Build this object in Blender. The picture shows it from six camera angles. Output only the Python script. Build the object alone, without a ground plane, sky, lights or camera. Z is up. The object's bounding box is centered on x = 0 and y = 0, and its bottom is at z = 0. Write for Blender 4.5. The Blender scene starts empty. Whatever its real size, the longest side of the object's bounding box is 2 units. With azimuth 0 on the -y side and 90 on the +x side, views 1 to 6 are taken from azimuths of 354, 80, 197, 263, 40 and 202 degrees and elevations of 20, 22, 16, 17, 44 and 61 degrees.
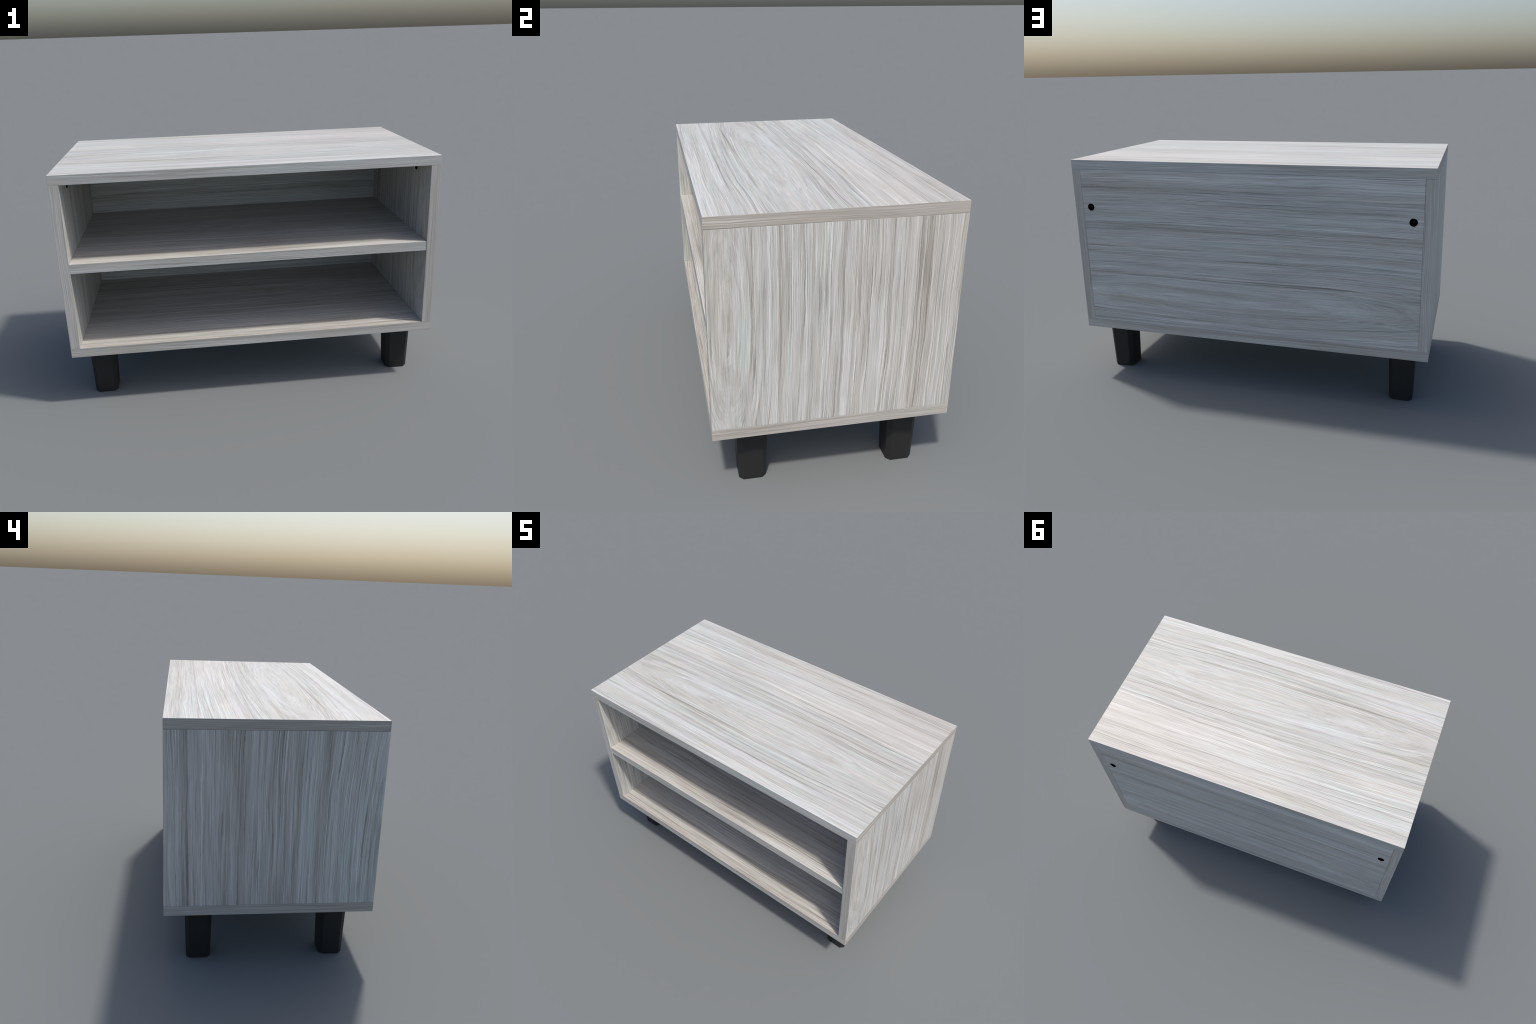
"""Low open media console: six laminate boards, one shelf, four black tapered legs."""
import bpy, bmesh
from math import cos, sin, pi, tau
from mathutils import Vector

# ------------------------------------------------------------------ sizes (m)
HALF_W, HALF_D, HEIGHT = 1.0, 0.5308, 1.2931
T = 0.0513                     # board thickness
Z_TOP = HEIGHT - 0.0511             # underside of the tabletop
Z_BASE = 0.2948                # underside of the base panel
Z_FLOOR = Z_BASE + T           # upper face of the base panel
SHELF_TOP = 0.8261
SHELF_FRONT = -0.5286
BACK_INNER = 0.4700
GAP = 0.0008                   # hairline joint left between boards
EDGE = 0.0008                  # tiny eased edge on every board
X_IN = HALF_W - 0.0508


# ------------------------------------------------------------------ node helpers
class Nodes:
    """Small helper for writing node trees as expressions."""

    def __init__(self, tree):
        self.t = tree

    def node(self, kind, **attrs):
        n = self.t.nodes.new(kind)
        for k, v in attrs.items():
            setattr(n, k, v)
        return n

    def feed(self, socket, value):
        if hasattr(value, "is_output"):
            self.t.links.new(value, socket)
        else:
            socket.default_value = value

    def math(self, op, a, b=0.0, c=0.0, clamp=False):
        n = self.node("ShaderNodeMath", operation=op, use_clamp=clamp)
        for s, v in zip(n.inputs, (a, b, c)):
            self.feed(s, v)
        return n.outputs[0]

    def add(self, a, b): return self.math("ADD", a, b)
    def sub(self, a, b): return self.math("SUBTRACT", a, b)
    def mul(self, a, b): return self.math("MULTIPLY", a, b)

    def vec(self, x, y, z):
        n = self.node("ShaderNodeCombineXYZ")
        for s, v in zip(n.inputs, (x, y, z)):
            self.feed(s, v)
        return n.outputs[0]

    def noise(self, x, y, z, detail=2.0, rough=0.5):
        """Noise in -1..1 about zero; coordinates already scaled."""
        n = self.node("ShaderNodeTexNoise")
        n.inputs["Scale"].default_value = 1.0
        n.inputs["Detail"].default_value = detail
        n.inputs["Roughness"].default_value = rough
        self.feed(n.inputs["Vector"], self.vec(x, y, z))
        return self.math("MULTIPLY_ADD", n.outputs["Fac"], 2.0, -1.0)

    def step(self, x, lo, hi):
        n = self.node("ShaderNodeMapRange", interpolation_type="SMOOTHSTEP")
        for s, v in zip(n.inputs, (x, lo, hi, 0.0, 1.0)):
            self.feed(s, v)
        return n.outputs[0]

    def mix(self, fac, a, b, blend="MIX"):
        n = self.node("ShaderNodeMix", data_type="RGBA", blend_type=blend)
        self.feed(n.inputs[0], fac)
        for s, v in zip((n.inputs[6], n.inputs[7]), (a, b)):
            self.feed(s, (*v, 1.0) if isinstance(v, tuple) else v)
        return n.outputs[2]


# pale, limed-oak print: tints it drifts between (linear albedo)
NEUTRAL = (0.574, 0.572, 0.554)
COOL = (0.545, 0.576, 0.566)
MAUVE = (0.580, 0.550, 0.555)
WARM = (0.560, 0.528, 0.474)
CREAM = (0.590, 0.570, 0.500)
BLUSH = (0.566, 0.524, 0.482)
MINT = (0.540, 0.585, 0.545)


def laminate(name, along, across, seed, heart=2.0, oval=0.0, taper=0.11, lines=(), warm=None, contrast=1.0, tone=1.0, wave=0.36, reach=2.6, density=1.75,
             blush=0.48):
    """Oak print. along/across: object axes of the grain; heart: where across the
    board the flat-sawn figure is centred, oval and taper: where along it the nested
    ovals sit and how slender they are; lines: (across, width, strength) of the
    strong dark veins; warm: (from, to) across the board where the print turns beige."""
    mat = bpy.data.materials.new(name)
    mat.use_nodes = True
    tree = mat.node_tree
    tree.nodes.clear()
    N = Nodes(tree)
    co = N.node("ShaderNodeTexCoord").outputs["Object"]
    sep = N.node("ShaderNodeSeparateXYZ")
    tree.links.new(co, sep.inputs[0])
    u, v = sep.outputs[along], sep.outputs[across]
    ul = N.math("DIVIDE", u, reach)          # grain coordinate: features run `reach` times longer
    s = seed * 7.31

    # fibres wander sideways: long swells, a short ripple and a ragged jitter
    sway = N.mul(N.noise(N.mul(u, 1.2), N.mul(v, 2.5), s, 1.0), 0.034 * wave)
    ripple = N.mul(N.noise(N.mul(u, 6.0), N.mul(v, 20.0), s + 3.1, 1.0), 0.0095 * wave)
    jitter = N.mul(N.noise(N.mul(u, 36.0), N.mul(v, 80.0), s + 5.3, 1.0), 0.0030 * wave)
    vw = N.add(v, N.add(sway, N.add(ripple, jitter)))

    # growth rings cut flat: distance from a wandering heart line
    dv = N.sub(vw, heart)
    away = N.math("ABSOLUTE", N.sub(u, oval))
    rise = N.mul(N.mul(away, taper), N.math("MULTIPLY_ADD", N.noise(N.mul(u, 1.7), s, 5.0, 1.0), 0.5, 1.0))
    depth = N.math("SMOOTH_MIN", rise, 0.13, 0.06)
    d = N.math("SQRT", N.add(N.mul(dv, dv), N.mul(depth, depth)))
    side = N.math("DIVIDE", dv, N.add(d, 0.004))
    busy = N.math("MULTIPLY_ADD", N.step(N.math("ABSOLUTE", dv), 0.005, 0.10), 0.78, 0.22)   # calm at the heart

    # wide soft bands
    broad = N.noise(N.mul(d, 14.0), N.mul(side, 0.9), N.add(N.mul(ul, 0.5), s), 2.0)
    bands = N.noise(N.mul(d, 55.0), N.mul(side, 1.5), N.add(N.mul(ul, 1.3), s + 9.0), 2.0)

    # veins: a thin dark line at each zero of a stretched noise, pale flank beside it
    def veins(rate, stretch, offset, thin):
        n = N.noise(N.mul(d, rate), N.mul(side, 2.0), N.add(N.mul(ul, stretch), s + offset), 1.0)
        q = N.math("DIVIDE", n, thin)
        line = N.math("EXPONENT", N.mul(N.mul(q, q), -1.0))
        q2 = N.math("DIVIDE", N.sub(n, thin * 2.6), thin * 1.5)
        flank = N.math("EXPONENT", N.mul(N.mul(q2, q2), -1.0))
        live = N.step(N.noise(N.mul(ul, 3.5), N.mul(vw, 36.0), s + offset * 2.0, 1.0), -0.45, 0.25)
        return N.mul(N.sub(N.mul(flank, 0.62), line), live)

    coarse = veins(62.0 * density, 1.9, 41.0, 0.070)
    medium = veins(150.0 * density, 3.2, 57.0, 0.11)
    fibre = N.noise(N.mul(vw, 380.0), N.mul(u, 3.2), s + 23.0, 2.0, 0.65)
    fleck = N.noise(N.mul(vw, 200.0 * density), N.mul(u, 8.0), s + 29.0, 1.0)

    gain = N.mul(broad, 0.30)
    gain = N.add(gain, N.mul(bands, N.math("MULTIPLY_ADD", busy, -0.12, 0.32)))
    gain = N.add(gain, N.mul(N.mul(coarse, busy), 0.30))
    gain = N.add(gain, N.mul(N.mul(medium, busy), 0.25))
    gain = N.add(gain, N.mul(fibre, 0.40))
    gain = N.add(gain, N.mul(fleck, 0.24))
    gain = N.mul(gain, contrast)
    # the few strong veins of this board
    for k, (pos, width, power) in enumerate(lines):
        off = N.math("DIVIDE", N.sub(vw, pos), width)
        bell = N.math("EXPONENT", N.mul(N.mul(off, off), -1.0))
        live = N.math("MULTIPLY_ADD", N.noise(N.mul(u, 2.4), 11.0 * k, s, 1.0), 0.9, 0.8)
        gain = N.sub(gain, N.mul(N.mul(bell, live), power))
    gain = N.math("MINIMUM", N.math("MAXIMUM", N.add(gain, 0.94), 0.42), 1.40)

    # slow drift of tint
    hue1 = N.noise(N.mul(u, 0.9), N.mul(vw, 7.0), s + 71.0, 2.0)
    hue2 = N.noise(N.mul(u, 3.0), N.mul(vw, 36.0), s + 83.0, 2.0)
    hue3 = N.noise(N.mul(u, 2.0), N.mul(vw, 48.0), s + 97.0, 2.0)
    hue4 = N.noise(N.mul(u, 4.0), N.mul(vw, 42.0), s + 113.0, 2.0)
    col = N.mix(N.mul(N.step(hue1, 0.0, 0.45), 0.8), NEUTRAL, COOL)
    col = N.mix(N.mul(N.step(hue1, 0.0, -0.40), 0.45), col, WARM)
    col = N.mix(N.mul(N.step(hue2, 0.05, 0.4), 0.6), col, MAUVE)
    col = N.mix(N.mul(N.step(hue3, 0.08, 0.4), 0.7), col, CREAM)
    col = N.mix(N.mul(N.step(hue4, 0.10, 0.4), 0.7), col, MINT)
    col = N.mix(N.mul(N.step(broad, 0.05, -0.35), 0.35), col, WARM)      # darker bands lean beige
    if warm:
        zone = N.step(N.add(v, N.mul(hue1, 0.05)), warm[0], warm[1])
        if len(warm) > 2:
            zone = N.mul(zone, N.step(u, warm[2], warm[3]))
        col = N.mix(N.mul(zone, blush), col, BLUSH)
    gain = N.mul(gain, tone)
    grey = N.node("ShaderNodeCombineColor")
    for sock, power in zip(grey.inputs, (0.96, 1.0, 1.08)):     # veins are a little browner
        N.feed(sock, N.math("POWER", gain, power))
    col = N.mix(1.0, col, grey.outputs[0], "MULTIPLY")

    bsdf = N.node("ShaderNodeBsdfPrincipled")
    tree.links.new(col, bsdf.inputs["Base Color"])
    bsdf.inputs["Roughness"].default_value = 0.5
    bsdf.inputs["Specular IOR Level"].default_value = 0.5
    out = N.node("ShaderNodeOutputMaterial")
    tree.links.new(bsdf.outputs[0], out.inputs["Surface"])
    return mat


def plain(name, colour, rough, metallic=0.0, specular=0.5, speckle=0.0):
    mat = bpy.data.materials.new(name)
    mat.use_nodes = True
    b = mat.node_tree.nodes["Principled BSDF"]
    b.inputs["Base Color"].default_value = (*colour, 1)
    b.inputs["Roughness"].default_value = rough
    b.inputs["Metallic"].default_value = metallic
    b.inputs["Specular IOR Level"].default_value = specular
    if speckle:
        N = Nodes(mat.node_tree)
        sep = N.node("ShaderNodeSeparateXYZ")
        mat.node_tree.links.new(N.node("ShaderNodeTexCoord").outputs["Object"], sep.inputs[0])
        n = N.noise(*[N.mul(o, 60.0) for o in sep.outputs], 3.0)
        fac = N.math("MULTIPLY_ADD", n, speckle, 0.5)
        dim = tuple(c * 0.8 for c in colour)
        lit = tuple(c * 1.2 for c in colour)
        mat.node_tree.links.new(N.mix(fac, dim, lit), b.inputs["Base Color"])
    return mat


# ------------------------------------------------------------------ builders
root = bpy.data.objects.new("media_console", None)
bpy.context.scene.collection.objects.link(root)
root["label"] = "low open media console in pale grey oak laminate, black legs"
root["category"] = "tv stand"


def put(name, mesh, location, parent=root):
    ob = bpy.data.objects.new(name, mesh)
    ob.location = location
    ob.parent = parent
    bpy.context.scene.collection.objects.link(ob)
    return ob


def board(name, lo, hi, grain, seed, edging=None, **figure):
    """A box from lo to hi whose print runs along axis `grain`; the narrow edges
    carry an edging strip whose print runs along the edge."""
    lo, hi = Vector(lo), Vector(hi)
    size, mid = hi - lo, (hi + lo) / 2
    bm = bmesh.new()
    bmesh.ops.create_cube(bm, size=1.0)
    for vert in bm.verts:
        vert.co = Vector(c * k for c, k in zip(vert.co, size))
    bmesh.ops.bevel(bm, geom=bm.edges[:], offset=EDGE, segments=2, profile=0.5, affect="EDGES")
    thin = min(range(3), key=lambda a: size[a])
    bm.normal_update()
    for f in bm.faces:
        f.material_index = max(range(3), key=lambda a: abs(f.normal[a]))
    mesh = bpy.data.meshes.new(name)
    bm.to_mesh(mesh)
    bm.free()
    for axis in range(3):
        if axis == thin:
            across = ({0, 1, 2} - {thin, grain}).pop()
            mat = laminate(name + "_print", grain, across, seed, **figure)
        else:
            run = ({0, 1, 2} - {thin, axis}).pop()
            mat = laminate(name + "_edging", run, thin, seed + 0.37 + axis, heart=0.6, contrast=0.68, wave=0.35, reach=3.2,
                           **(edging or {}).get(axis, {"tone": 0.93}))
        mesh.materials.append(mat)
    return put(name, mesh, mid)


X, Y, Z = 0, 1, 2
parts = {}
board("tabletop", (-HALF_W, -HALF_D, Z_TOP), (HALF_W, HALF_D, HEIGHT), X, 1.0,
      heart=-0.14, oval=0.12, taper=0.11, contrast=0.80, tone=0.955, blush=0.6, reach=3.6,
      edging={0: {"tone": 0.80, "warm": (-2.0, -1.0), "blush": 0.85}, 1: {"tone": 0.90}}, warm=(0.10, 0.19, -0.5, 0.7),
      lines=((-0.270, 0.006, 0.30), (-0.387, 0.007, 0.24), (0.120, 0.005, 0.26),
             (0.364, 0.006, 0.20), (-0.012, 0.014, 0.14), (0.045, 0.004, 0.18)))
board("base_panel", (-HALF_W, -HALF_D, Z_BASE), (HALF_W, HALF_D, Z_FLOOR), X, 2.0,
      heart=0.10, oval=-0.3, tone=0.95, warm=(-2.0, -1.0), reach=3.6,
      edging={0: {"tone": 0.83, "warm": (-2.0, -1.0), "blush": 0.75}, 1: {"tone": 0.90, "warm": (-2.0, -1.0)}}, lines=((-0.49, 0.004, 0.25), (-0.20, 0.006, 0.2)))
board("shelf", (-X_IN + GAP, SHELF_FRONT, SHELF_TOP - T - 0.0006), (X_IN - GAP, BACK_INNER - GAP, SHELF_TOP), X, 3.0,
      heart=0.05, oval=0.35, tone=0.93, warm=(-2.0, -1.0), reach=3.6)
parts["back_panel"] = board("back_panel", (-X_IN + GAP, BACK_INNER, Z_FLOOR + GAP), (X_IN - GAP, HALF_D - 0.0002, Z_TOP - GAP), X, 4.0,
      heart=-0.27, oval=0.22, taper=0.08, contrast=0.92, reach=3.2,
      lines=((-0.150, 0.005, 0.24), (-0.030, 0.005, 0.20), (-0.432, 0.005, 0.22), (0.350, 0.012, 0.12)),
      warm=(0.18, 0.30, -0.2, 0.8))
for k, sx in enumerate((-1, 1)):
    a, b = sorted((sx * X_IN, sx * HALF_W))
    parts[sx] = board("side_panel", (a, -HALF_D, Z_FLOOR + GAP), (b, HALF_D, Z_TOP - GAP), Z, 5.0 + k,
          heart=(-0.56, -0.45)[k], oval=(-0.2, 0.05)[k], taper=0.16,
          lines=(((0.42, 0.005, 0.34), (0.16, 0.012, 0.14), (-0.02, 0.010, 0.14)),
                 ((-0.30, 0.007, 0.22), (-0.24, 0.006, 0.18), (0.02, 0.006, 0.22), (0.36, 0.008, 0.10)))[k],
          warm=((-0.45, 0.25), (-0.25, 0.25))[k], wave=0.60, reach=3.0, density=1.5, contrast=1.0,
          edging={1: {"tone": 0.93, "warm": (-2.0, -1.0)}})

# legs: square with chamfered corners, slightly wider at the top
LEG_BOTTOM, LEG_TOP, CHAMFER = 0.0622, 0.0705, 0.150


def leg_mesh():
    bm = bmesh.new()
    rings = []
    for z, half in ((0.0, LEG_BOTTOM - 0.0012), (0.0012, LEG_BOTTOM), (Z_BASE - GAP, LEG_TOP)):
        c = 2 * half * CHAMFER
        corner = ((half, half - c), (half - c, half))
        pts = []
        for q in range(4):
            co, si = (1, 0, -1, 0)[q], (0, 1, 0, -1)[q]
            pts += [(x * co - y * si, x * si + y * co, z) for x, y in corner]
        rings.append([bm.verts.new(p) for p in pts])
    for lower, upper in zip(rings, rings[1:]):
        for i in range(8):
            bm.faces.new((lower[i], lower[(i + 1) % 8], upper[(i + 1) % 8], upper[i]))
    bm.faces.new(rings[0][::-1])
    bm.faces.new(rings[-1])
    mesh = bpy.data.meshes.new("leg")
    bm.to_mesh(mesh)
    bm.free()
    mesh.materials.append(plain("black_leg_paint", (0.021, 0.0208, 0.0205), 0.55, 0.0, 0.3, 0.4))
    return mesh


leg = leg_mesh()
for x in (-0.8555, 0.8555):
    for y in (-0.347, 0.3565):
        put("leg", leg, (x, y, 0.0))

# countersunk screw holes with a black liner: a cone leading into a narrow bore
HOLE_R, BORE_R, CONE_DEEP, BORE_DEEP, PROUD = 0.0205, 0.0052, 0.012, 0.046, 0.0005


def liner_mesh():
    bm = bmesh.new()
    n = 48
    profile = ((HOLE_R, -0.003), (HOLE_R, PROUD), (HOLE_R - 0.0006, PROUD), (BORE_R, -CONE_DEEP), (BORE_R, -BORE_DEEP))
    loops = [[bm.verts.new((r * cos(tau * i / n), r * sin(tau * i / n), z)) for i in range(n)] for r, z in profile]
    for j, (p, q) in enumerate(zip(loops, loops[1:])):
        for i in range(n):
            bm.faces.new((p[i], p[(i + 1) % n], q[(i + 1) % n], q[i])).material_index = int(j == 3)
    bm.faces.new(loops[-1]).material_index = 1
    bmesh.ops.recalc_face_normals(bm, faces=bm.faces[:])
    mesh = bpy.data.meshes.new("screw_hole")
    bm.to_mesh(mesh)
    bm.free()
    mesh.materials.append(plain("black_liner", (0.0006, 0.0006, 0.0006), 1.0, 0.0, 0.0))
    mesh.materials.append(plain("bore", (0.30, 0.31, 0.33), 0.4, 0.5, 0.3))
    return mesh


def drill(panel, at, axis):
    """Sink a blind hole into a panel to take a screw-hole liner."""
    bm = bmesh.new()
    bmesh.ops.create_cone(bm, cap_ends=True, segments=48, radius1=0.0200, radius2=0.0200, depth=0.096)
    mesh = bpy.data.meshes.new("drill")
    bm.to_mesh(mesh)
    bm.free()
    tool = bpy.data.objects.new("drill", mesh)
    tool.location = at
    tool.rotation_euler = axis
    bpy.context.scene.collection.objects.link(tool)
    cut = panel.modifiers.new("bore", "BOOLEAN")
    cut.operation, cut.object, cut.solver = "DIFFERENCE", tool, "EXACT"
    bpy.context.view_layer.update()
    done = bpy.data.meshes.new_from_object(panel.evaluated_get(bpy.context.evaluated_depsgraph_get()))
    panel.modifiers.clear()
    panel.data = done
    bpy.data.objects.remove(tool)


liner = liner_mesh()


def fit_hole(panel, at, turn):
    ob = put("screw_hole", liner, at, panel)
    ob.location = Vector(at) - panel.location
    ob.rotation_euler = turn
    drill(panel, at, turn)


for x in (-0.899, 0.899):
    fit_hole(parts["back_panel"], (x, HALF_D - 0.0002, 1.0267), (-pi / 2, 0, 0))
for sx in (-1, 1):
    for y in (-0.309, 0.309):
        fit_hole(parts[sx], (sx * X_IN, y, 1.1950), (0, -sx * pi / 2, 0))
